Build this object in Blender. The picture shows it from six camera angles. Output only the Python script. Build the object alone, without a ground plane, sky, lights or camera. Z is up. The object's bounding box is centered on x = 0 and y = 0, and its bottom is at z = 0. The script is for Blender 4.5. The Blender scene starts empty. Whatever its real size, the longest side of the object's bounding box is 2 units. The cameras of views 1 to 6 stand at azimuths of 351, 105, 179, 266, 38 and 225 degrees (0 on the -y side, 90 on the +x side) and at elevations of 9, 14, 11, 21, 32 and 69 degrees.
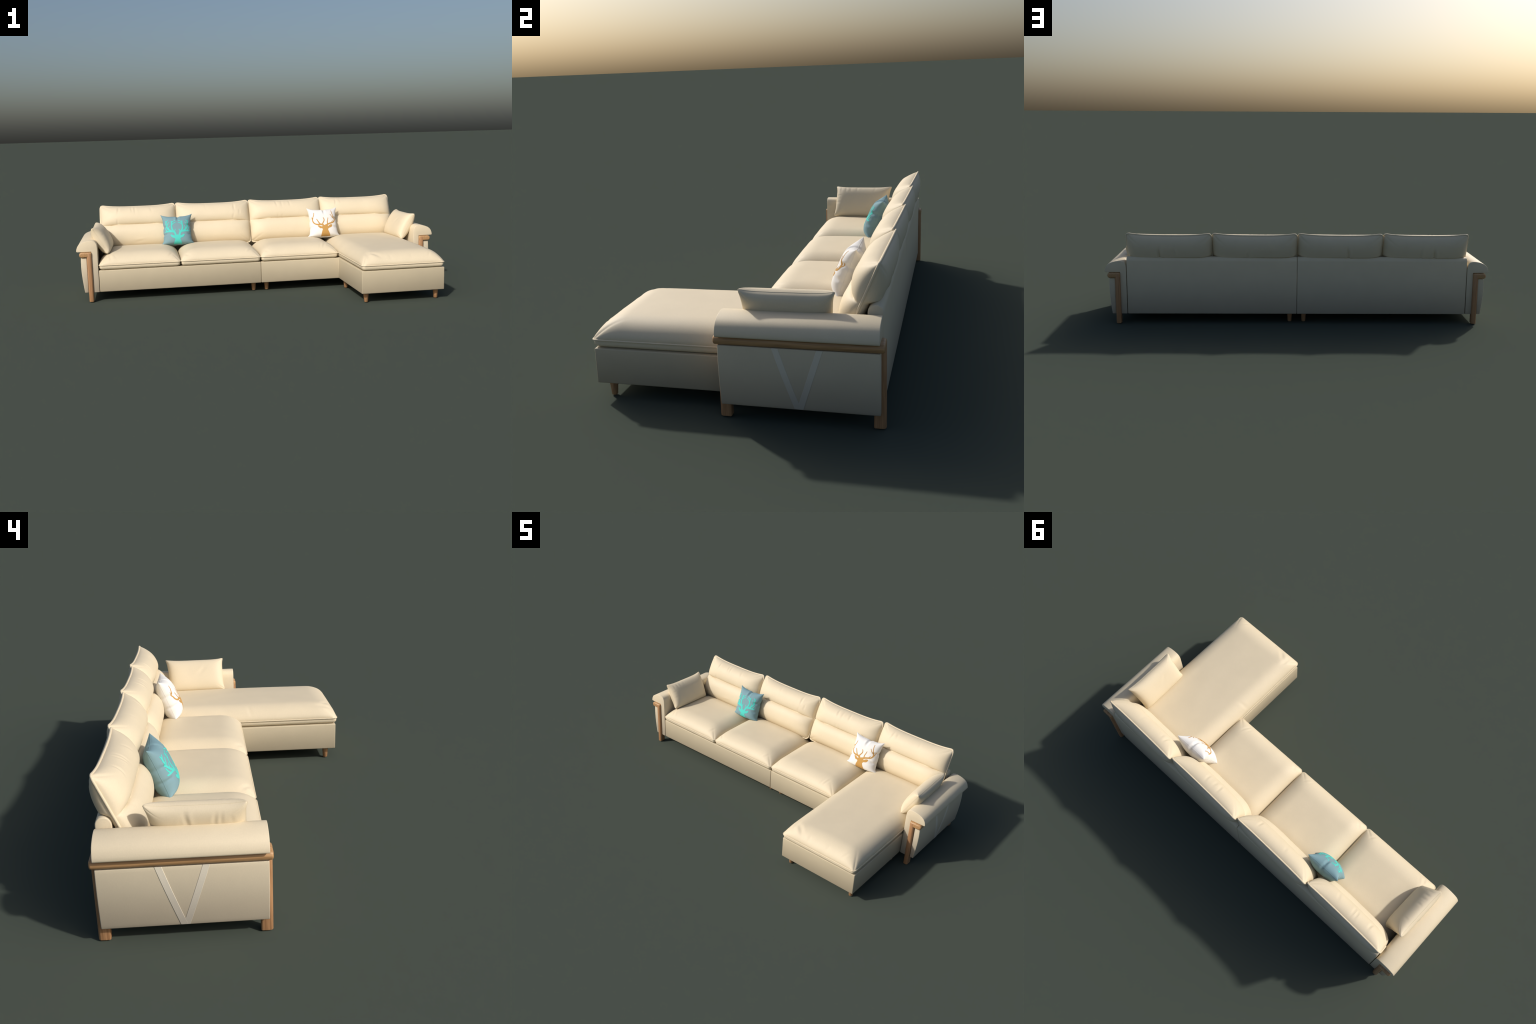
"""Cream corner sofa with chaise, wooden arm frames and four loose pillows."""
import bpy, bmesh, math, random
import numpy as np
from mathutils import Vector, Matrix, noise

random.seed(7)
scene = bpy.context.scene

# ---------------------------------------------------------------- materials
def new_mat(name):
    m = bpy.data.materials.new(name)
    m.use_nodes = True
    nt = m.node_tree
    nt.nodes.clear()
    out = nt.nodes.new("ShaderNodeOutputMaterial")
    b = nt.nodes.new("ShaderNodeBsdfPrincipled")
    nt.links.new(b.outputs[0], out.inputs[0])
    return m, nt, b


def fabric(name, col, var=0.04, rough=0.60, grain=900.0, bump=0.06, spec=0.42, sheen=0.0, baked_shade=None):
    """Mottled, finely grained cloth or leather; grime = (height, tint) stops, occlusion shading multiplied into the colour."""
    m, nt, b = new_mat(name)
    N, L = nt.nodes.new, nt.links.new
    tc = N("ShaderNodeTexCoord")
    n1 = N("ShaderNodeTexNoise"); n1.inputs["Scale"].default_value = 14
    n1.inputs["Detail"].default_value = 4
    n2 = N("ShaderNodeTexNoise"); n2.inputs["Scale"].default_value = grain * 0.35
    n2.inputs["Detail"].default_value = 3
    L(tc.outputs["Object"], n1.inputs["Vector"])
    L(tc.outputs["Object"], n2.inputs["Vector"])
    mx = N("ShaderNodeMath"); mx.operation = "MULTIPLY_ADD"
    mx.inputs[1].default_value = 0.6
    L(n2.outputs["Fac"], mx.inputs[0])
    sc = N("ShaderNodeMath"); sc.operation = "MULTIPLY"; sc.inputs[1].default_value = 0.4
    L(n1.outputs["Fac"], sc.inputs[0]); L(sc.outputs[0], mx.inputs[2])
    cr = N("ShaderNodeValToRGB")
    lo = [c * (1 - var) for c in col]; hi = [min(1, c * (1 + var)) for c in col]
    cr.color_ramp.elements[0].position = 0.3; cr.color_ramp.elements[0].color = (*lo, 1)
    cr.color_ramp.elements[1].position = 0.7; cr.color_ramp.elements[1].color = (*hi, 1)
    L(mx.outputs[0], cr.inputs["Fac"])
    if baked_shade:
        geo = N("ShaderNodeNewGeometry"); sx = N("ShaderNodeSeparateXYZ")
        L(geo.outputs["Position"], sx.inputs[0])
        mr = N("ShaderNodeMapRange"); top = baked_shade[-1][0]
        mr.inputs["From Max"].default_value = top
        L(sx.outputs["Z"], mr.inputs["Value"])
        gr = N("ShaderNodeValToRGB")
        while len(gr.color_ramp.elements) < len(baked_shade):
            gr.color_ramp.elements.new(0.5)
        for e, (h, t) in zip(gr.color_ramp.elements, baked_shade):
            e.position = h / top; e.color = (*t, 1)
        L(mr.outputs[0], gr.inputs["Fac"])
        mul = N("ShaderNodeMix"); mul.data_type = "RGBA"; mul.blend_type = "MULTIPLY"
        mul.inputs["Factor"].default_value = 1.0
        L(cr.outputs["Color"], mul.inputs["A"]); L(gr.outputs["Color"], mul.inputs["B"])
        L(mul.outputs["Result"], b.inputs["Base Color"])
    else:
        L(cr.outputs["Color"], b.inputs["Base Color"])
    b.inputs["Roughness"].default_value = rough
    b.inputs["Specular IOR Level"].default_value = spec
    b.inputs["Sheen Weight"].default_value = sheen
    v = N("ShaderNodeTexVoronoi"); v.inputs["Scale"].default_value = grain * 0.5
    L(tc.outputs["Object"], v.inputs["Vector"])
    bp = N("ShaderNodeBump"); bp.inputs["Strength"].default_value = bump
    bp.inputs["Distance"].default_value = 0.001
    L(v.outputs["Distance"], bp.inputs["Height"]); L(bp.outputs["Normal"], b.inputs["Normal"])
    return m


def wood(name, axis, dark, light):
    """Oak: streaks stretched along one axis."""
    m, nt, b = new_mat(name)
    N, L = nt.nodes.new, nt.links.new
    tc = N("ShaderNodeTexCoord"); mp = N("ShaderNodeMapping")
    s = [260.0, 260.0, 260.0]; s[axis] = 9.0
    mp.inputs["Scale"].default_value = s
    L(tc.outputs["Object"], mp.inputs["Vector"])
    n = N("ShaderNodeTexNoise"); n.inputs["Scale"].default_value = 1.0
    n.inputs["Detail"].default_value = 5; n.inputs["Distortion"].default_value = 0.6
    L(mp.outputs[0], n.inputs["Vector"])
    cr = N("ShaderNodeValToRGB")
    cr.color_ramp.elements[0].position = 0.3; cr.color_ramp.elements[0].color = (*dark, 1)
    cr.color_ramp.elements[1].position = 0.68; cr.color_ramp.elements[1].color = (*light, 1)
    L(n.outputs["Fac"], cr.inputs["Fac"]); L(cr.outputs["Color"], b.inputs["Base Color"])
    b.inputs["Roughness"].default_value = 0.42
    b.inputs["Specular IOR Level"].default_value = 0.5
    bp = N("ShaderNodeBump"); bp.inputs["Strength"].default_value = 0.08
    bp.inputs["Distance"].default_value = 0.001
    L(n.outputs["Fac"], bp.inputs["Height"]); L(bp.outputs["Normal"], b.inputs["Normal"])
    return m


CREAM = (0.702, 0.605, 0.438)
M_LEATHER = fabric("cream_leather", CREAM)
# ambient occlusion near the floor, baked into the base leather's colour
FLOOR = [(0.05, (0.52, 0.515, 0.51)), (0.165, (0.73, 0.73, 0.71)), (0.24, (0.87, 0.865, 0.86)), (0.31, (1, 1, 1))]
M_FRAME = fabric("cream_frame_leather", CREAM, baked_shade=FLOOR)
RISE = [(0.05, (0.54, 0.54, 0.57)), (0.10, (0.67, 0.67, 0.70)), (0.17, (0.82, 0.83, 0.86)), (0.24, (0.94, 0.95, 0.97)), (0.31, (1, 1, 1))]  # arm and back-frame colour darker and slightly bluer low down
M_ARM = fabric("cream_arm_leather", CREAM, baked_shade=RISE)
M_BACK = fabric("cream_back_leather", CREAM, baked_shade=[(0.235, (0.72, 0.68, 0.60)), (0.262, (0.90, 0.88, 0.84)), (0.295, (1, 1, 1))])  # underside of the lower roll painted darker: contact shadow above the seat
M_STRIP = fabric("pale_strip_leather", (0.78, 0.71, 0.575), baked_shade=RISE)
M_BLUE = fabric("blue_cotton", (0.190, 0.317, 0.362), rough=0.8, grain=1400, spec=0.2)
M_TEAL = fabric("turquoise_print", (0.085, 0.57, 0.515), rough=0.8, grain=1400, spec=0.2)
M_WHITE = fabric("white_cotton", (0.76, 0.75, 0.73), var=0.02, rough=0.8, grain=1400, spec=0.2)
M_OCHRE = fabric("ochre_print", (0.50, 0.285, 0.085), rough=0.8, grain=1400, spec=0.2)
M_WOOD_Y = wood("oak_along_arm", 1, (0.33, 0.185, 0.080), (0.53, 0.31, 0.145))
M_WOOD_Z = wood("oak_upright", 2, (0.30, 0.155, 0.072), (0.475, 0.262, 0.130))

# ---------------------------------------------------------------- helpers
def make_obj(name, verts, faces, mat, parent=None, angle=40):
    """Mesh object whose origin sits at the middle of its bounding box."""
    V = np.asarray(verts, float)
    c = (V.min(0) + V.max(0)) / 2
    me = bpy.data.meshes.new(name)
    me.from_pydata((V - c).tolist(), [], faces)
    me.validate()
    bm = bmesh.new(); bm.from_mesh(me)
    bmesh.ops.recalc_face_normals(bm, faces=bm.faces)
    bm.to_mesh(me); bm.free()
    me.materials.append(mat)
    for p in me.polygons:
        p.use_smooth = True
    me.set_sharp_from_angle(angle=math.radians(angle))
    ob = bpy.data.objects.new(name, me)
    scene.collection.objects.link(ob)
    ob.location = c
    if parent:
        place(ob, parent)
    return ob


def world_loc(ob):
    p = Vector(ob.location)
    q = ob.parent
    while q:
        p += Vector(q.location); q = q.parent
    return p


def place(ob, parent):
    """Parent, keeping the world position (nothing in the scene is rotated)."""
    ob.location = Vector(ob.location) - world_loc(parent)
    ob.parent = parent


def empty(name, loc=(0, 0, 0)):
    e = bpy.data.objects.new(name, None)
    e.empty_display_size = 0.05
    scene.collection.objects.link(e)
    e.location = loc
    return e


def prism(poly, lo, hi, axis, bevel=0.004, segs=3, min_angle=40):
    """Extrude a 2D outline along an axis, round its crisp edges -> verts, faces."""
    bm = bmesh.new()
    def p3(p, t):
        q = list(p); q.insert(axis, t); return q
    a = [bm.verts.new(p3(p, lo)) for p in poly]
    b = [bm.verts.new(p3(p, hi)) for p in poly]
    n = len(poly)
    bm.faces.new(a); bm.faces.new(b[::-1])
    for i in range(n):
        bm.faces.new((a[i], a[(i + 1) % n], b[(i + 1) % n], b[i]))
    bmesh.ops.recalc_face_normals(bm, faces=bm.faces)
    es = [e for e in bm.edges if e.calc_face_angle(0) > math.radians(min_angle)]
    if bevel:
        bmesh.ops.bevel(bm, geom=es, offset=bevel, segments=segs, affect="EDGES",
                        profile=0.5, clamp_overlap=True)
    bm.verts.index_update()
    V = [tuple(v.co) for v in bm.verts]
    F = [[v.index for v in f.verts] for f in bm.faces]
    bm.free()
    return V, F


def join(*parts):
    V, F = [], []
    for v, f in parts:
        o = len(V); V += list(map(tuple, v)); F += [[i + o for i in q] for q in f]
    return V, F


def tube(path, r, sides=8, closed=True, squash=1.0):
    """Round cord along a path of 3D points."""
    P = np.asarray(path, float); n = len(P)
    T = np.roll(P, -1, 0) - np.roll(P, 1, 0)
    if not closed:
        T[0] = P[1] - P[0]; T[-1] = P[-1] - P[-2]
    T /= np.linalg.norm(T, axis=1)[:, None] + 1e-12
    nrm = np.array([0.0, 0.0, 1.0])
    if abs(T[0] @ nrm) > .9: nrm = np.array([0.0, 1.0, 0.0])
    V = []
    for i in range(n):
        nrm = nrm - (nrm @ T[i]) * T[i]; nrm /= np.linalg.norm(nrm)
        bi = np.cross(T[i], nrm)
        for k in range(sides):
            a = 2 * math.pi * k / sides
            V.append(P[i] + r * (math.cos(a) * nrm + math.sin(a) * bi))
    F = []
    for i in range(n if closed else n - 1):
        j = (i + 1) % n
        for k in range(sides):
            l = (k + 1) % sides
            F.append((i * sides + k, i * sides + l, j * sides + l, j * sides + k))
    return V, F


def round_rect(u, q, W, H, r):
    """Unit-square parameters -> points of a W x H half-size rectangle with rounded corners."""
    m = np.maximum(np.abs(u), np.abs(q)); ms = np.maximum(m, 1e-9)
    px, py = u / ms * W, q / ms * H
    cx, cy = W - r, H - r
    dx, dy = np.abs(px) - cx, np.abs(py) - cy
    inn = (dx > 0) & (dy > 0)
    d = np.sqrt(dx ** 2 + dy ** 2) + 1e-12
    ax = np.where(inn, np.sign(px) * (cx + r * dx / d), px)
    ay = np.where(inn, np.sign(py) * (cy + r * dy / d), py)
    k = m ** 5
    return px * m + (ax - px) * k, py * m + (ay - py) * k


def creases(u, q, W, H, items):
    """Sum of soft folds: (u, q, angle, half length, width, depth), sizes in metres."""
    D = np.zeros_like(u)
    for (u0, q0, ang, ln, wd, dp) in items:
        x, y = (u - u0) * W, (q - q0) * H
        c, s = math.cos(ang), math.sin(ang)
        a, b = x * c + y * s, -x * s + y * c
        b = b + 0.15 * wd * np.sin(a / ln * 2.1 + u0 * 9)
        t = b / wd
        D += dp * np.exp(-(a / ln) ** 2) * (-np.exp(-t * t) + 0.55 * np.exp(-((t - 1.5) / 0.9) ** 2)
                                            + 0.25 * np.exp(-((t + 1.5) / 0.9) ** 2))
    return D


def wobble(u, q, amp, scale, seed):
    out = np.zeros_like(u)
    for i in np.ndindex(u.shape):
        out[i] = noise.noise(Vector((u[i] * scale, q[i] * scale, seed)))
    return out * amp


def spaced(n):
    s = np.linspace(-1, 1, n)
    return 0.45 * s + 0.55 * np.sin(s * math.pi / 2)


def edge_loop(n, m):
    """Grid indices (i, j) round the border of an n x m grid."""
    return ([(i, 0) for i in range(n - 1)] + [(n - 1, j) for j in range(m - 1)] +
            [(i, m - 1) for i in range(n - 1, 0, -1)] + [(0, j) for j in range(m - 1, 0, -1)])


def grid_faces(n, m, idx):
    return [(idx(i, j), idx(i + 1, j), idx(i + 1, j + 1), idx(i, j + 1))
            for i in range(n - 1) for j in range(m - 1)]


def two_sided(front, back):
    """Close two grids that share their border into one pillow surface."""
    n, m = front.shape[:2]
    V = front.reshape(-1, 3).tolist()
    F = grid_faces(n, m, lambda i, j: i * m + j)
    bi = {}
    for i in range(n):
        for j in range(m):
            if i in (0, n - 1) or j in (0, m - 1):
                bi[i, j] = i * m + j
            else:
                bi[i, j] = len(V); V.append(back[i, j].tolist())
    F += [f[::-1] for f in grid_faces(n, m, lambda i, j: bi[i, j])]
    return V, F

# ---------------------------------------------------------------- sofa
sofa = empty("corner_sofa")
sofa["label"] = "long cream leather corner sofa with chaise and oak arm frames"
sofa["category"] = "sofa"

FRONT, BACK = -0.015, 0.457           # seat front and back planes
BASE_LO, BASE_HI = 0.050, 0.168
HALF = 0.8872                         # inner half length between the arms
CHAISE_X, CHAISE_Y = 0.4455, -0.4595

# plinth-like upholstered bases: a straight one and an L-shaped one
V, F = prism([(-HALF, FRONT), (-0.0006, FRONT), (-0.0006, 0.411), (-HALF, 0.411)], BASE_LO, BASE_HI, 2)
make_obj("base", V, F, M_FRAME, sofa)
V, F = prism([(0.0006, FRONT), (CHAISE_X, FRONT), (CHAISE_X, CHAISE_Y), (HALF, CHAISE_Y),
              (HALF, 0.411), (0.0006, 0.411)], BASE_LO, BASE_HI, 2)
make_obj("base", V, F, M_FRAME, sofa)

# back frames with a fully rounded top edge
R = 0.0235
prof = [(0.410, BASE_LO), (BACK + 0.001, BASE_LO), (BACK, 0.25)]
for k in range(0, 13):
    a = math.pi * k / 12
    prof.append((0.4335 + R * math.cos(a), 0.3295 + R * math.sin(a)))
for x0, x1 in ((-HALF + 0.001, -0.0008), (0.0008, HALF - 0.001)):
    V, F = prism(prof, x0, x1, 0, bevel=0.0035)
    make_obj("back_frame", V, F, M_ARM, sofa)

# tapered round legs
leg_me = None
for (x, y) in ((-0.037, 0.045), (0.037, 0.045), (-0.037, 0.415), (0.037, 0.415),
               (0.479, -0.041), (0.852, -0.040), (0.479, -0.418), (0.856, -0.418)):
    if leg_me is None:
        bm = bmesh.new()
        rings = [(0.0, 0.0085), (0.0015, 0.0100), (0.050, 0.0142), (0.0515, 0.0142)]
        prev = None
        for z, r in rings:
            ring = [bm.verts.new((r * math.cos(2 * math.pi * k / 28), r * math.sin(2 * math.pi * k / 28), z))
                    for k in range(28)]
            if prev:
                for k in range(28):
                    bm.faces.new((prev[k], prev[(k + 1) % 28], ring[(k + 1) % 28], ring[k]))
            else:
                bm.faces.new(ring[::-1])
            prev = ring
        bm.faces.new(prev)
        V = [tuple(v.co) for v in bm.verts]; bm.verts.index_update()
        F = [[v.index for v in f.verts] for f in bm.faces]; bm.free()
        leg = make_obj("leg", V, F, M_WOOD_Z)
        leg_me = leg.data
    else:
        leg = bpy.data.objects.new("leg", leg_me)
        scene.collection.objects.link(leg)
    leg.location = (x, y, 0.02575)
    place(leg, sofa)

# ---- arms -------------------------------------------------------------
ARM_Y0, ARM_Y1 = -0.015, 0.456
NOSE = [(0.8895, 0.050), (0.8895, 0.292), (0.8915, 0.310), (0.8965, 0.322), (0.9045, 0.3290),
        (0.9160, 0.3318), (0.9300, 0.3320), (0.9450, 0.3298), (0.9600, 0.3258), (0.9740, 0.3200),
        (0.9855, 0.3120), (0.9935, 0.3010), (0.9980, 0.2890), (1.0000, 0.2800), (0.9992, 0.2752),
        (0.9960, 0.2728), (0.9210, 0.2728), (0.9210, 0.050)]
PANEL_X = ([0.050, 0.082, 0.122, 0.172, 0.214, 0.241], [0.9668, 0.9712, 0.9752, 0.9788, 0.9792, 0.9775])


def panel_x(z):
    zs, xs = PANEL_X
    co = np.polyfit(zs, xs, 3)
    return float(np.polyval(co, z))


for side in (-1, 1):
    arm = empty("arm", (side * 0.94, 0.22, 0.05))
    place(arm, sofa)
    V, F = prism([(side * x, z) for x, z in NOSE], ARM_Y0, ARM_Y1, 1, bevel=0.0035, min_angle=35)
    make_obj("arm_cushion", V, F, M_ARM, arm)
    # bulged outer panel, with its hidden core behind the uprights
    zz = np.linspace(0.050, 0.2412, 16)
    poly = [(side * 0.9475, 0.2412), (side * 0.9475, 0.050)] + [(side * panel_x(z), z) for z in zz]
    core = [(side * 0.9205, 0.052), (side * 0.9480, 0.052), (side * 0.9480, 0.2410), (side * 0.9205, 0.2410)]
    V, F = join(prism(poly, ARM_Y0, ARM_Y1, 1, bevel=0.003),
                prism(core, 0.010, 0.432, 1, bevel=0))
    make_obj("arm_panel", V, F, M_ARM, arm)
    # V of two pale strips lying on the panel
    parts = []
    for top, drop in ((0.2865, 0.0), (0.1565, 0.00025)):
        n = 24
        v, f = [], []
        for i in range(n + 1):
            t = i / n
            z = 0.2412 + (0.0528 - 0.2412) * t
            yc = top + (0.2212 - top) * t
            d = 0.0034 if top > 0.2 else -0.0034
            yc += d * t                      # the strips meet at the apex, not cross
            w = 0.0098
            xo = panel_x(z)
            for (dy, dx) in ((-w, -0.001), (-w, 0.0006), (-w + 0.0006, 0.0012), (w - 0.0006, 0.0012), (w, 0.0006), (w, -0.001)):
                v.append((side * (xo + dx - drop), yc + dy, z))
        for i in range(n):
            for k in range(5):
                a = i * 6 + k; f.append((a, a + 1, a + 7, a + 6))
        f.append([0, 1, 2, 3, 4, 5]); f.append([n * 6 + k for k in range(6)][::-1])
        parts.append((v, f))
    V, F = join(*parts)
    make_obj("decorative_strip", V, F, M_STRIP, arm)
    # oak frame: rail in the groove under the roll, uprights that end as feet
    frame = empty("wooden_frame", (side * 0.94, 0.22, 0.0))
    place(frame, arm)
    zc, hr = 0.2572, 0.0138
    rail = [(0.9205, zc - hr), (0.9205, zc + hr - 0.006), (0.9222, zc + hr - 0.0018), (0.9262, zc + hr), (0.975, zc + hr), (0.9812, zc + hr * 0.82), (0.9848, zc + hr * 0.4),
            (0.9858, zc), (0.9848, zc - hr * 0.4), (0.9812, zc - hr * 0.82), (0.975, zc - hr)]
    V, F = prism([(side * x, z) for x, z in rail], -0.0265, 0.4690, 1, bevel=0.0075, segs=5, min_angle=50)
    make_obj("rail", V, F, M_WOOD_Y, arm).name = "rail"
    for y0, y1 in ((-0.0270, 0.0085), (0.4342, 0.4695)):
        # plan of the upright: outward corners well rounded
        out, inn = (y0, y1) if y0 < 0.2 else (y1, y0)
        sg = 1 if out < inn else -1
        xa, xb, plan = 0.9204, 0.9464, []
        for (cx, cy, r, a0) in ((xa, out, 0.0095, 180), (xb, out, 0.0095, 270), (xb, inn, 0.005, 0), (xa, inn, 0.005, 90)):
            sx = 1 if cx == xa else -1
            sy = sg if cy == out else -sg
            for k in range(7):
                a = math.radians(a0 + 15 * k)
                plan.append((side * (cx + sx * r + r * math.cos(a)), cy + sy * r + sg * r * math.sin(a)))
        V, F = prism(plan, 0.0, 0.2668, 2, bevel=0.0030, segs=3, min_angle=60)
        make_obj("upright", V, F, M_WOOD_Z, arm)
    bpy.data.objects.remove(frame)

# ---- seat cushions ------------------------------------------------------
SEAM_Z, SEAT_LO, SEAT_H = 0.196, 0.1695, 0.063


def shoulder(d, r):
    t = np.clip(d / r, 0, 1)
    return (1 - (1 - t) ** 2.2) ** 0.56


def seat(name, x0, x1, y0, y1, folds, seed, hump=0.009, rise=SEAT_H):
    n, m = (81, 81) if y1 - y0 < 0.5 else (81, 141)
    cx, cy, W, D = (x0 + x1) / 2, (y0 + y1) / 2, (x1 - x0) / 2, (y1 - y0) / 2
    U, Q = np.meshgrid(spaced(n), spaced(m), indexing="ij")
    X, Y = round_rect(U, Q, W, D, 0.016)
    dx, dy = W * (1 - np.abs(U)), D * (1 - np.abs(Q))
    G = shoulder(dx, 0.088) * shoulder(dy, 0.100)
    Z = SEAM_Z + (rise - hump) * G + hump * (1 - U ** 2) * (1 - Q ** 2) ** 0.6
    fade = np.clip(np.minimum(dx, dy) / 0.012, 0, 1)
    Z += creases(U, Q, W, D, folds) * fade + wobble(U, Q, 0.0012, 2.3, seed) * fade
    top = np.stack([X + cx, Y + cy, Z], -1)
    V = top.reshape(-1, 3).tolist()
    F = grid_faces(n, m, lambda i, j: i * m + j)
    loop = edge_loop(n, m)
    prev = [i * m + j for i, j in loop]
    for z, ins in ((0.1935, 0.0022), (0.1905, 0.0016), (0.1860, 0.0012), (0.1800, 0.0020), (0.1745, 0.0052),
                   (0.1708, 0.0110), (SEAT_LO, 0.0200)):
        cur = []
        for i, j in loop:
            sx, sy = 1 - ins / W, 1 - ins / D
            cur.append(len(V)); V.append((cx + X[i, j] * sx, cy + Y[i, j] * sy, z))
        k = len(loop)
        F += [(prev[a], prev[(a + 1) % k], cur[(a + 1) % k], cur[a]) for a in range(k)]
        prev = cur
    F.append(prev[::-1])
    ob = make_obj(name, V, F, M_LEATHER, sofa, angle=60)
    path = [(cx + X[i, j] * (1 + 0.0003 / W), cy + Y[i, j] * (1 + 0.0003 / D), SEAM_Z - 0.0003) for i, j in loop]
    V, F = tube(path, 0.0025)
    make_obj("piping", V, F, M_LEATHER, ob)
    return ob


SY0, SY1 = -0.0205, 0.372
seat("seat_cushion", -0.8850, -0.4460, SY0, SY1,
     [(-0.72, -0.86, 1.9, 0.020, 0.006, 0.0022), (-0.60, -0.84, 2.1, 0.018, 0.005, 0.0016),
      (0.76, -0.84, 1.0, 0.018, 0.006, 0.0020)], 1.3)
seat("seat_cushion", -0.4433, -0.0016, SY0, SY1,
     [(-0.84, -0.84, 2.3, 0.022, 0.007, 0.0024), (0.74, -0.84, 0.9, 0.018, 0.006, 0.0018),
      (0.62, -0.86, 1.2, 0.018, 0.005, 0.0012)], 4.1)
seat("seat_cushion", 0.0016, 0.4438, SY0, SY1,
     [(-0.84, -0.86, 2.2, 0.020, 0.007, 0.0018), (0.66, -0.80, 1.2, 0.024, 0.006, 0.0026),
      (0.56, -0.83, 1.3, 0.022, 0.005, 0.0020)], 7.7)
seat("chaise_cushion", 0.4462, 0.8852, -0.4665, SY1,
     [(-0.62, -0.90, 2.5, 0.030, 0.011, 0.0030), (-0.80, -0.86, 1.6, 0.030, 0.010, 0.0030),
      (0.66, -0.93, 1.0, 0.016, 0.006, 0.0018),
      (-0.30, -0.95, 1.5, 0.016, 0.007, 0.0016), (0.2, -0.95, 1.4, 0.014, 0.008, 0.0014),
      (-0.9, -0.05, 0.3, 0.03, 0.008, 0.0018)], 2.9, rise=SEAT_H + 0.005)

# ---- back cushions ------------------------------------------------------
BC_BOT, BC_TOP = np.array([0.3440, 0.231]), np.array([0.4455, 0.4665])   # piping line (y, z)
BC_LEN = np.linalg.norm(BC_TOP - BC_BOT)
BC_UP = (BC_TOP - BC_BOT) / BC_LEN
BC_N = np.array([-BC_UP[1], BC_UP[0]])
YAW = 0.026                     # each cushion sits slightly turned
SEAM_V = 0.51                                                          # groove between the two rolls


def back_cushion(x0, x1, folds, back_folds, seed):
    n, m = 97, 113
    cx, W, H = (x0 + x1) / 2, (x1 - x0) / 2, BC_LEN / 2
    U, Q = np.meshgrid(spaced(n), np.linspace(-1, 1, m), indexing="ij")
    A, B = round_rect(U, Q, W, H, 0.019)
    v = (Q + 1) / 2
    # pinched outline: sides draw in, the top edge dips between the corners
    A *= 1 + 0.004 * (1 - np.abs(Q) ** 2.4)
    B += np.where(Q > 0, Q ** 3, 0) * 0.0140 * (np.abs(U) ** 3.2 - 0.18)
    fu = (1 - np.abs(U) ** 4.6) ** 0.50
    # upper roll and lower roll meet in a sewn groove
    vs = SEAM_V + 0.014 * (1 - U ** 2)
    tu = np.clip((v - vs) / (1 - vs), 0, 1)
    tl = np.clip((vs - v) / vs, 0, 1)

    def roll(t, peak, groove, p, k):
        rise = groove + (1 - groove) * np.sqrt(np.clip(1 - (1 - np.clip(t / peak, 0, 1)) ** 2, 0, 1))
        fall = np.clip(1 - np.clip((t - peak) / (1 - peak), 0, 1) ** p, 0, 1) ** k
        return np.where(t < peak, rise, fall)
    up = 0.060 * roll(tu, 0.36, 0.50, 2.3, 0.60)
    lo = 0.061 * roll(tl, 0.34, 0.55, 1.8, 0.62)
    f = fu * np.where(v >= vs, up, lo)
    fade = np.clip(np.minimum(W * (1 - np.abs(U)), H * (1 - np.abs(Q))) / 0.01, 0, 1)
    f += (creases(U, Q, W, H, folds) + wobble(U, Q, 0.0014, 2.5, seed)) * fade
    # rear: a full roll over the top of the back frame, slim below it
    step = np.clip((v - 0.515) / 0.085, 0, 1)
    step = step * step * (3 - 2 * step)
    over = np.clip((v - 0.55) / 0.45, 0, 1)
    rear = (0.026 + 0.0245 * step) * np.clip(1 - over ** 2.6, 0, 1) ** 0.6 * np.clip(v / 0.06, 0, 1) ** 0.5
    g = rear * (1 - np.abs(U) ** 8.0) ** 0.55 + 2.6 * creases(U, Q, W, H, back_folds) * fade
    def pos(off):
        y = BC_BOT[0] + (B + H) * BC_UP[0] + off * BC_N[0]
        z = BC_BOT[1] + (B + H) * BC_UP[1] + off * BC_N[1]
        y = y - A * YAW
        return np.stack([A + cx, y, z], -1)
    edge = (np.abs(U) < 1) & (np.abs(Q) < 1)
    f = np.where(edge, f, 0); g = np.where(edge, g, 0)
    V, F = two_sided(pos(f), pos(-g))
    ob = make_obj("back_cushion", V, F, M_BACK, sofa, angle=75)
    P = pos(np.zeros_like(f))
    path = [P[i, j] for i, j in edge_loop(n, m)]
    V, F = tube(path, 0.0041, 10)
    make_obj("piping", V, F, M_LEATHER, ob)


up = math.pi / 2
back_cushion(-0.8855, -0.4462,
             [(-0.52, 0.72, up - .1, 0.018, 0.006, 0.0030), (-0.16, 0.76, up + .15, 0.022, 0.005, 0.0034),
              (-0.08, 0.74, up + .1, 0.024, 0.006, 0.0030), (0.35, 0.72, up + .2, 0.02, 0.007, 0.0016),
              (-0.55, 0.14, up, 0.014, 0.005, 0.0024), (-0.70, 0.0, up, 0.014, 0.006, 0.0012),
              (0.02, -0.78, 0.2, 0.03, 0.007, 0.0015)],
             [(-0.22, 0.28, up - .1, 0.030, 0.007, 0.0035), (0.10, 0.3, up, 0.035, 0.007, 0.0016)], 1.0)
back_cushion(-0.4412, -0.0026,
             [(0.58, 0.68, up, 0.02, 0.006, 0.0028), (0.72, 0.40, up, 0.018, 0.006, 0.0012),
              (-0.2, 0.78, up + .1, 0.014, 0.006, 0.0016), (0.55, 0.2, up - .2, 0.02, 0.006, 0.0012)],
             [(-0.20, 0.3, up - .1, 0.032, 0.007, 0.0035)], 3.0)
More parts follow.
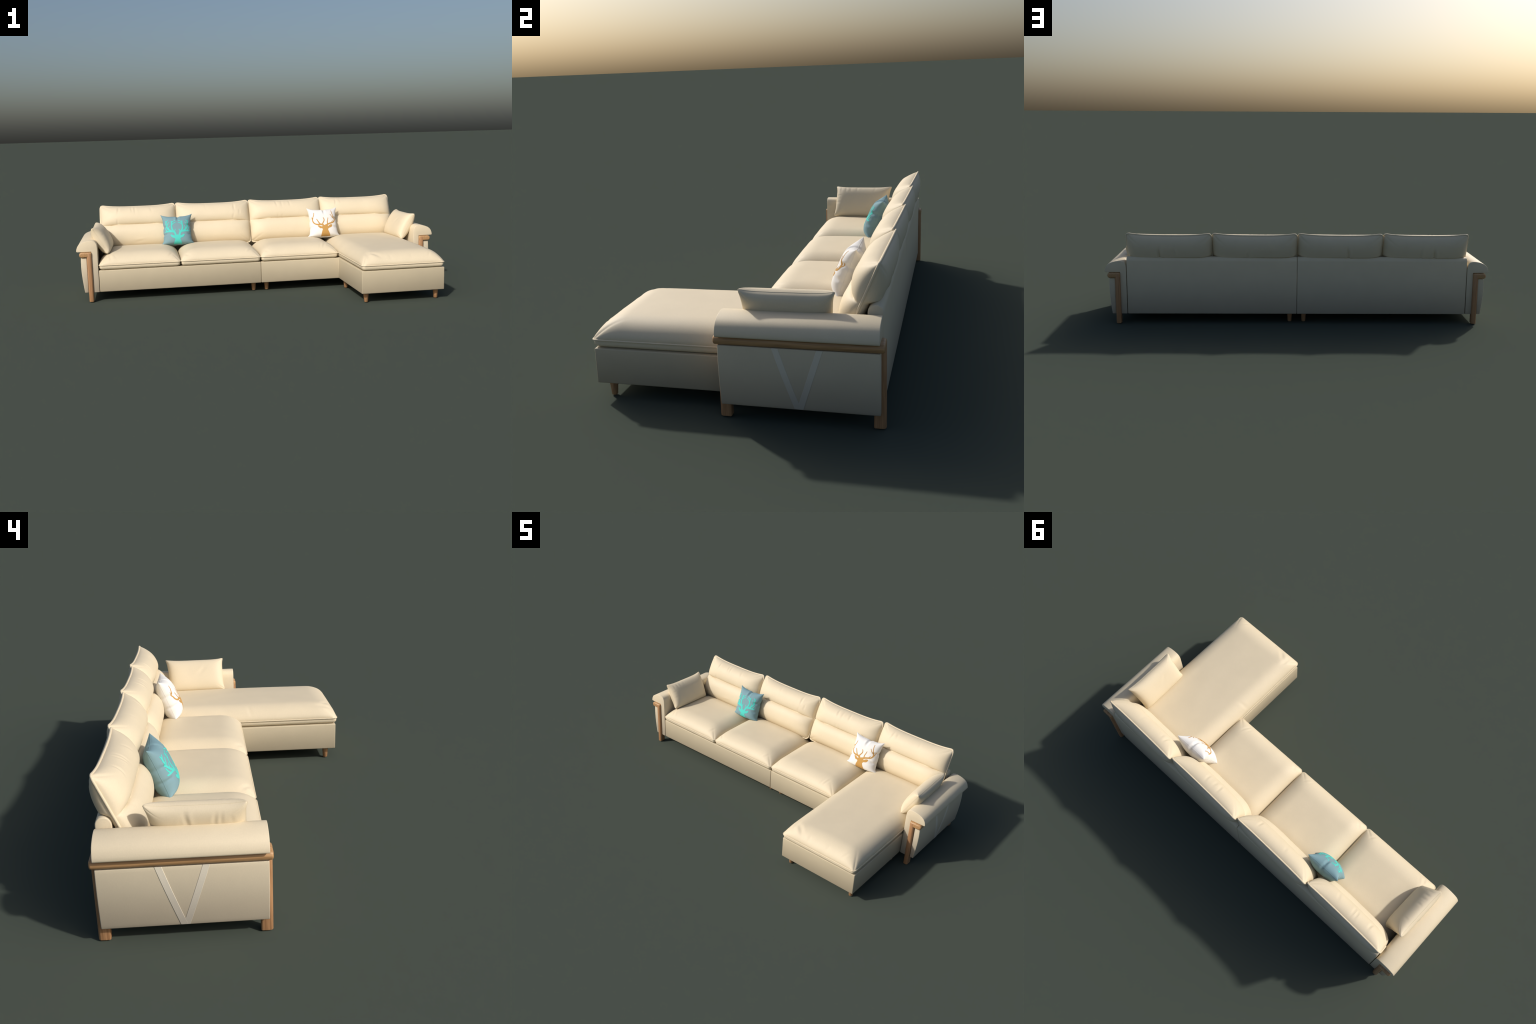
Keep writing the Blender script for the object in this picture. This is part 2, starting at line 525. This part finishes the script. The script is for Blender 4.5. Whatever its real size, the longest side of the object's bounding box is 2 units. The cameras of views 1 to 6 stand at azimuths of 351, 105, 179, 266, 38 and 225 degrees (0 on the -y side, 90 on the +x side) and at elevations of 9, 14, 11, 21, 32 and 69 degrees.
back_cushion(0.0026, 0.4412,
             [(-0.25, 0.76, up + .1, 0.020, 0.006, 0.0032), (-0.10, 0.74, up, 0.02, 0.006, 0.0024),
              (0.12, 0.76, up + .15, 0.02, 0.006, 0.0030), (-0.22, 0.12, up, 0.015, 0.005, 0.0022),
              (-0.1, 0.10, up, 0.015, 0.005, 0.0018)],
             [(0.15, 0.2, up, 0.03, 0.008, 0.0016)], 5.0)
back_cushion(0.4462, 0.8855,
             [(-0.58, 0.70, up - .1, 0.020, 0.006, 0.0028), (-0.45, 0.74, up, 0.016, 0.006, 0.0014),
              (0.2, 0.75, up, 0.016, 0.006, 0.0012)],
             [(0.22, 0.3, up - .1, 0.030, 0.007, 0.0036), (-0.1, 0.4, up, 0.02, 0.008, 0.0014)], 8.0)

# ---------------------------------------------------------------- loose pillows
def pillow_surface(corners, thick_f, thick_b, pinch, folds, back_folds, notches=(), radius=0.006,
                   sag=0.0, bow=2.2, ears=2.2, full=0.52, box=2.8):
    """Knife-edge pillow spanned by four corners (bottom-left, bottom-right, top-right, top-left).

    pinch = how far left, right, bottom and top edges draw in (metres);
    notches = (edge, position, width, depth) nicks in the seam.
    Returns a function (u, q, side) -> points, and the unit normal of the front."""
    C = [np.array(p, float) for p in corners]
    W = (np.linalg.norm(C[1] - C[0]) + np.linalg.norm(C[2] - C[3])) / 4
    H = (np.linalg.norm(C[3] - C[0]) + np.linalg.norm(C[2] - C[1])) / 4
    nz = np.cross((C[1] + C[2]) - (C[0] + C[3]), (C[2] + C[3]) - (C[0] + C[1]))
    nz /= np.linalg.norm(nz)

    def surface(U, Q, side):
        A, B = round_rect(U, Q, W, H, radius)
        pl, pr, pb, pt = pinch
        bowq = 1 - np.abs(Q) ** np.where(Q < 0, ears, bow)
        bowu = 1 - np.abs(U) ** bow
        k = np.abs(U) ** 1.5
        A = A + np.where(U < 0, pl, -pr) * k * bowq
        k = np.abs(Q) ** 1.5
        B = B + np.where(Q < 0, pb, -pt) * k * bowu
        for (e, pos, wd, dp) in notches:
            if e in "lr":
                g = np.exp(-((Q - pos) * H / wd) ** 2) * np.clip((U if e == "r" else -U), 0, 1) ** 4
                A = A + (-dp if e == "r" else dp) * g
            else:
                g = np.exp(-((U - pos) * W / wd) ** 2) * np.clip((Q if e == "t" else -Q), 0, 1) ** 4
                B = B + (-dp if e == "t" else dp) * g
        s, t = (A / W + 1) / 2, (B / H + 1) / 2
        P = ((1 - s) * (1 - t))[..., None] * C[0] + (s * (1 - t))[..., None] * C[1] \
            + (s * t)[..., None] * C[2] + ((1 - s) * t)[..., None] * C[3]
        lo = np.where(Q < 0, 1 + 0.4 * sag * (-Q), 1.0)
        body = np.clip(1 - np.abs(U) ** box, 0, 1) ** full * np.clip(1 - np.abs(Q) ** np.where(Q < 0, 2.4 + sag * 11, 2.4), 0, 1) ** np.where(Q < 0, full - sag * 0.6, full) * lo
        fade = np.clip(np.minimum(W * (1 - np.abs(U)), H * (1 - np.abs(Q))) / 0.008, 0, 1)
        if side > 0:
            o = thick_f * body + creases(U, Q, W, H, folds) * fade
        else:
            o = -(thick_b * body + creases(U, Q, W, H, back_folds) * fade)
        return P + o[..., None] * nz
    return surface, nz


def pillow(name, mat, n=101, **kw):
    surface, nz = pillow_surface(**kw)
    U, Q = np.meshgrid(spaced(n), spaced(n), indexing="ij")
    front = surface(U, Q, 1)
    V, F = two_sided(front, surface(U, Q, -1))
    ob = make_obj(name, V, F, mat, angle=80)
    V, F = tube([front[i, j] for i, j in edge_loop(n, n)], 0.0007, 6)
    make_obj("seam", V, F, mat, ob)
    return ob, surface, nz


# lumbar pillows leaning on the two arms
def lumbar(side, folds, back_folds):
    bf, bb = (side * 0.835, 0.030, 0.252), (side * 0.826, 0.306, 0.252)
    tf, tb = (side * 0.9145, 0.034, 0.394), (side * 0.909, 0.324, 0.394)
    cs = [bf, bb, tb, tf] if side < 0 else [bb, bf, tf, tb]
    ob, _, _ = pillow("lumbar_pillow", M_LEATHER, corners=cs, thick_f=0.039, thick_b=0.038, full=0.42, box=6.0,
                      pinch=(0.008, 0.008, -0.002, 0.009), folds=folds, back_folds=back_folds,
                      radius=0.009, bow=4.5, ears=4.5)
    ob["label"] = "small oblong cream leather pillow leaning on the armrest"
    ob["category"] = "pillow"


fr = [(-0.80, 0.70, up, 0.02, 0.006, 0.0007), (-0.62, 0.78, up + .1, 0.02, 0.006, 0.0009),
      (-0.45, 0.80, up + .1, 0.018, 0.006, 0.0009), (-0.2, 0.82, up, 0.016, 0.006, 0.0010),
      (0.45, 0.80, up - .1, 0.018, 0.006, 0.0006), (-0.90, 0.25, 0.1, 0.014, 0.005, 0.0006),
      (-0.88, -0.2, -0.1, 0.016, 0.006, 0.0006)]
bk = [(0.20, 0.62, up - .1, 0.030, 0.008, 0.0024), (0.30, 0.62, up, 0.025, 0.008, 0.0008),
      (-0.36, 0.62, up + .1, 0.020, 0.007, 0.0018), (-0.48, 0.66, up, 0.020, 0.007, 0.0012),
      (-0.70, 0.55, up, 0.016, 0.007, 0.0006)]
lumbar(-1, fr, bk)
lumbar(1, [(0.2, 0.1, 0.8, 0.03, 0.010, 0.0010)], [(0.55, -0.1, up, 0.03, 0.008, 0.0012)])

SQ = dict(thick_f=0.042, thick_b=0.044, pinch=(0.0145, 0.0145, -0.006, 0.0140), radius=0.0025, sag=0.25, bow=3.4, ears=9.0)
NOTCH = [("t", 0.06, 0.009, 0.0055), ("l", 0.12, 0.010, 0.0040), ("l", -0.42, 0.007, 0.0040),
         ("r", 0.20, 0.010, 0.0055), ("r", -0.45, 0.008, 0.002)]
SQF = [(0.05, 0.80, up, 0.020, 0.008, 0.0060), (0.84, 0.18, 0.05, 0.018, 0.008, 0.0050),
       (-0.86, 0.10, -0.05, 0.014, 0.006, 0.0040), (-0.84, -0.42, 0.1, 0.014, 0.006, 0.0035),
       (0.84, -0.42, -0.1, 0.016, 0.008, 0.0040)]
BLUE_AT = [(-0.538, 0.266, 0.253), (-0.346, 0.268, 0.254), (-0.3515, 0.331, 0.4190), (-0.5360, 0.331, 0.4180)]
WHITE_AT = [(0.335, 0.266, 0.256), (0.533, 0.266, 0.256), (0.5275, 0.331, 0.4205), (0.341, 0.332, 0.4210)]
SQB = [(-0.1, 0.82, up, 0.018, 0.008, 0.0030), (-0.84, 0.15, 0.05, 0.016, 0.008, 0.0022), (0.84, -0.1, -0.05, 0.016, 0.008, 0.0022)]
SQ.update(folds=SQF, back_folds=SQB, notches=NOTCH)
# --end-of-surfaces
blue, blue_surf, blue_n = pillow("square_pillow", M_BLUE, corners=BLUE_AT, **SQ)
blue["label"] = "square slate blue pillow printed with a turquoise stag head"
blue["category"] = "pillow"
white, white_surf, white_n = pillow("square_pillow", M_WHITE, corners=WHITE_AT, **SQ)
white["label"] = "square white pillow printed with an ochre stag head"
white["category"] = "pillow"

# ---------------------------------------------------------------- stag-head prints
def spline(pts, closed=False, steps=8):
    """Catmull-Rom curve through control points."""
    P = np.array(pts, float)
    n = len(P)
    g = (lambda i: P[i % n]) if closed else (lambda i: P[min(max(i, 0), n - 1)])
    out = []
    for i in range(n if closed else n - 1):
        a, b, c, d = g(i - 1), g(i), g(i + 1), g(i + 2)
        for k in range(steps):
            t = k / steps
            out.append(0.5 * (2 * b + (c - a) * t + (2 * a - 5 * b + 4 * c - d) * t * t + (3 * b - a - 3 * c + d) * t ** 3))
    if not closed:
        out.append(P[-1])
    return np.array(out)


def seg_dist(X, Y, a, b):
    d = b - a
    t = np.clip(((X - a[0]) * d[0] + (Y - a[1]) * d[1]) / (d @ d + 1e-12), 0, 1)
    return np.hypot(X - a[0] - t * d[0], Y - a[1] - t * d[1]), t


def stroke_field(X, Y, pts, w0, w1):
    """Signed distance to a tapering brush stroke."""
    C = spline(pts); n = len(C) - 1
    f = np.full(X.shape, 9.0)
    for i in range(n):
        d, t = seg_dist(X, Y, C[i], C[i + 1])
        f = np.minimum(f, d - (w0 + (w1 - w0) * (i + t) / n))
    return f


def blob_field(X, Y, pts):
    """Signed distance to a closed smooth outline."""
    C = spline(pts, True, 5); n = len(C)
    f = np.full(X.shape, 9.0); inside = np.zeros(X.shape, bool)
    for i in range(n):
        a, b = C[i], C[(i + 1) % n]
        f = np.minimum(f, seg_dist(X, Y, a, b)[0])
        if a[1] != b[1]:
            inside ^= ((a[1] > Y) != (b[1] > Y)) & (X < (b[0] - a[0]) * (Y - a[1]) / (b[1] - a[1]) + a[0])
    return np.where(inside, -f, f)


def printed_patch(name, surface, field, mat, parent, n=231, lift=0.0006):
    """Thin layer of ink on the pillow front wherever field < 0 (contoured by marching squares)."""
    g = np.linspace(-0.993, 0.993, n)
    X, Y = np.meshgrid(g, g, indexing="ij")
    S = field(X, Y)
    S[0], S[-1], S[:, 0], S[:, -1] = 1, 1, 1, 1
    S = np.where(np.abs(S) < 1e-5, 1e-5, S)
    uv, ids = [], {}

    def corner(i, j):
        if (i, j) not in ids:
            ids[i, j] = len(uv); uv.append((g[i], g[j]))
        return ids[i, j]

    def cut(p, q):
        k = (min(p, q), max(p, q))
        if k not in ids:
            a, b = S[p], S[q]; t = a / (a - b)
            ids[k] = len(uv)
            uv.append((g[p[0]] + t * (g[q[0]] - g[p[0]]), g[p[1]] + t * (g[q[1]] - g[p[1]])))
        return ids[k]
    faces, rim = [], []
    neg = S < 0
    cells = neg[:-1, :-1] | neg[1:, :-1] | neg[1:, 1:] | neg[:-1, 1:]
    for i, j in zip(*np.nonzero(cells)):
        cs = [(i, j), (i + 1, j), (i + 1, j + 1), (i, j + 1)]
        poly, cuts = [], []
        for k in range(4):
            p, q = cs[k], cs[(k + 1) % 4]
            if neg[p]: poly.append(corner(*p))
            if neg[p] != neg[q]:
                c = cut(p, q); poly.append(c); cuts.append(c)
        if len(poly) > 2:
            faces.append(poly)
            if len(cuts) == 2: rim.append(cuts)
    A = np.array(uv); e = 1e-3
    P = surface(A[:, 0], A[:, 1], 1)
    Tu = surface(A[:, 0] + e, A[:, 1], 1) - surface(A[:, 0] - e, A[:, 1], 1)
    Tv = surface(A[:, 0], A[:, 1] + e, 1) - surface(A[:, 0], A[:, 1] - e, 1)
    N = np.cross(Tu, Tv); N /= np.linalg.norm(N, axis=1)[:, None]
    V = (P + N * lift).tolist(); lower = {}
    for a, b in rim:
        for c in (a, b):
            if c not in lower:
                lower[c] = len(V); V.append((P[c] - N[c] * 0.0004).tolist())
        faces.append([a, b, lower[b], lower[a]])
    ob = make_obj(name, V, faces, mat, parent, angle=50)
    return ob


# --- turquoise stag: one half is described, the other mirrored
BLUE_AXIS = -0.020
STAG_HALF = [(0.3, -0.49), (-0.065, -0.485), (-0.14, -0.53), (-0.18, -0.54), (-0.28, -0.505), (-0.4, -0.45), (-0.48, -0.465), (-0.455, -0.535), (-0.38, -0.62), (-0.27, -0.66), (-0.205, -0.685), (-0.16, -0.74), (-0.185, -0.795), (-0.215, -0.855), (-0.245, -0.95), (-0.27, -1.0), (-0.27, -1.08), (0.3, -1.08)]
STAG_TINES = [
    ([(-0.125, -0.53), (-0.15, -0.395), (-0.23, -0.29), (-0.395, -0.26), (-0.555, -0.25), (-0.705, -0.25), (-0.86, -0.245)], 0.050, 0.016),
    ([(-0.16, -0.345), (-0.165, -0.23), (-0.11, -0.12)], 0.030, 0.013),
    ([(-0.26, -0.255), (-0.34, -0.11), (-0.37, 0.07), (-0.36, 0.22), (-0.35, 0.375), (-0.36, 0.495)], 0.045, 0.020),
    ([(-0.325, 0.215), (-0.24, 0.305), (-0.085, 0.39)], 0.026, 0.014),
    ([(-0.345, 0.345), (-0.265, 0.455), (-0.1, 0.55)], 0.026, 0.014),
    ([(-0.41, -0.25), (-0.535, -0.165), (-0.66, -0.05), (-0.76, 0.11), (-0.77, 0.275), (-0.755, 0.425), (-0.77, 0.525)], 0.045, 0.017),
    ([(-0.75, 0.405), (-0.695, 0.475), (-0.615, 0.565)], 0.024, 0.014),
    ([(-0.715, 0.095), (-0.665, 0.235), (-0.56, 0.39)], 0.026, 0.014),
    ([(-0.59, -0.125), (-0.575, 0.005), (-0.525, 0.105)], 0.026, 0.013),
    ([(-0.67, -0.255), (-0.76, -0.155), (-0.825, 0.0)], 0.026, 0.013),
]


def blue_field(X, Y):
    X = -np.abs(X - BLUE_AXIS)
    f = blob_field(X, Y, STAG_HALF)
    for pts, w0, w1 in STAG_TINES:
        f = np.minimum(f, stroke_field(X, Y, pts, w0 * 1.38, w1 * 1.6))
    return f


printed_patch("stag_print", blue_surf, blue_field, M_TEAL, blue)

# --- ochre stag, head slightly turned, so both sides are described
STAG_HEAD = [(-0.03, -0.335), (0.075, -0.295), (0.205, -0.325), (0.21, -0.415), (0.3, -0.36), (0.405, -0.31), (0.51, -0.31), (0.535, -0.365), (0.46, -0.47), (0.355, -0.51), (0.25, -0.545), (0.195, -0.63), (0.23, -0.72), (0.285, -0.845), (0.335, -0.965), (0.33, -1.08), (0.075, -1.08), (-0.215, -1.08), (-0.245, -0.945), (-0.23, -0.815), (-0.185, -0.675), (-0.16, -0.605), (-0.205, -0.54), (-0.325, -0.535), (-0.42, -0.455), (-0.495, -0.375), (-0.445, -0.34), (-0.34, -0.36), (-0.26, -0.4), (-0.18, -0.42), (-0.16, -0.365), (-0.205, -0.305), (-0.14, -0.255)]
STAG_ANTLERS = [
    ([(-0.11, -0.325), (-0.265, -0.28), (-0.425, -0.28), (-0.565, -0.26), (-0.7, -0.19), (-0.79, -0.06), (-0.83, 0.075), (-0.8, 0.22), (-0.71, 0.405), (-0.66, 0.61)], 0.045, 0.014),
    ([(-0.835, 0.1), (-0.855, 0.19), (-0.865, 0.27)], 0.018, 0.009),
    ([(-0.315, -0.255), (-0.42, -0.095), (-0.53, 0.1)], 0.034, 0.016),
    ([(-0.17, -0.29), (-0.075, -0.14), (-0.01, -0.015), (-0.015, 0.1), (-0.055, 0.19)], 0.030, 0.014),
    ([(0.105, -0.345), (0.26, -0.27), (0.445, -0.21), (0.625, -0.16), (0.745, -0.04), (0.765, 0.1), (0.68, 0.33), (0.615, 0.545), (0.575, 0.785)], 0.045, 0.012),
    ([(0.745, 0.13), (0.61, 0.255), (0.47, 0.445)], 0.022, 0.013),
    ([(0.465, -0.21), (0.55, -0.12), (0.605, -0.035)], 0.022, 0.009),
    ([(0.2, -0.295), (0.195, -0.13), (0.24, 0.015), (0.28, 0.165)], 0.028, 0.013),
    ([(0.69, -0.125), (0.795, 0.005), (0.91, 0.26)], 0.024, 0.010),
]


def white_field(X, Y):
    f = blob_field(X, Y, STAG_HEAD)
    for pts, w0, w1 in STAG_ANTLERS:
        f = np.minimum(f, stroke_field(X, Y, pts, w0 * 1.25, w1 * 1.5))
    return f


printed_patch("stag_print", white_surf, white_field, M_OCHRE, white)
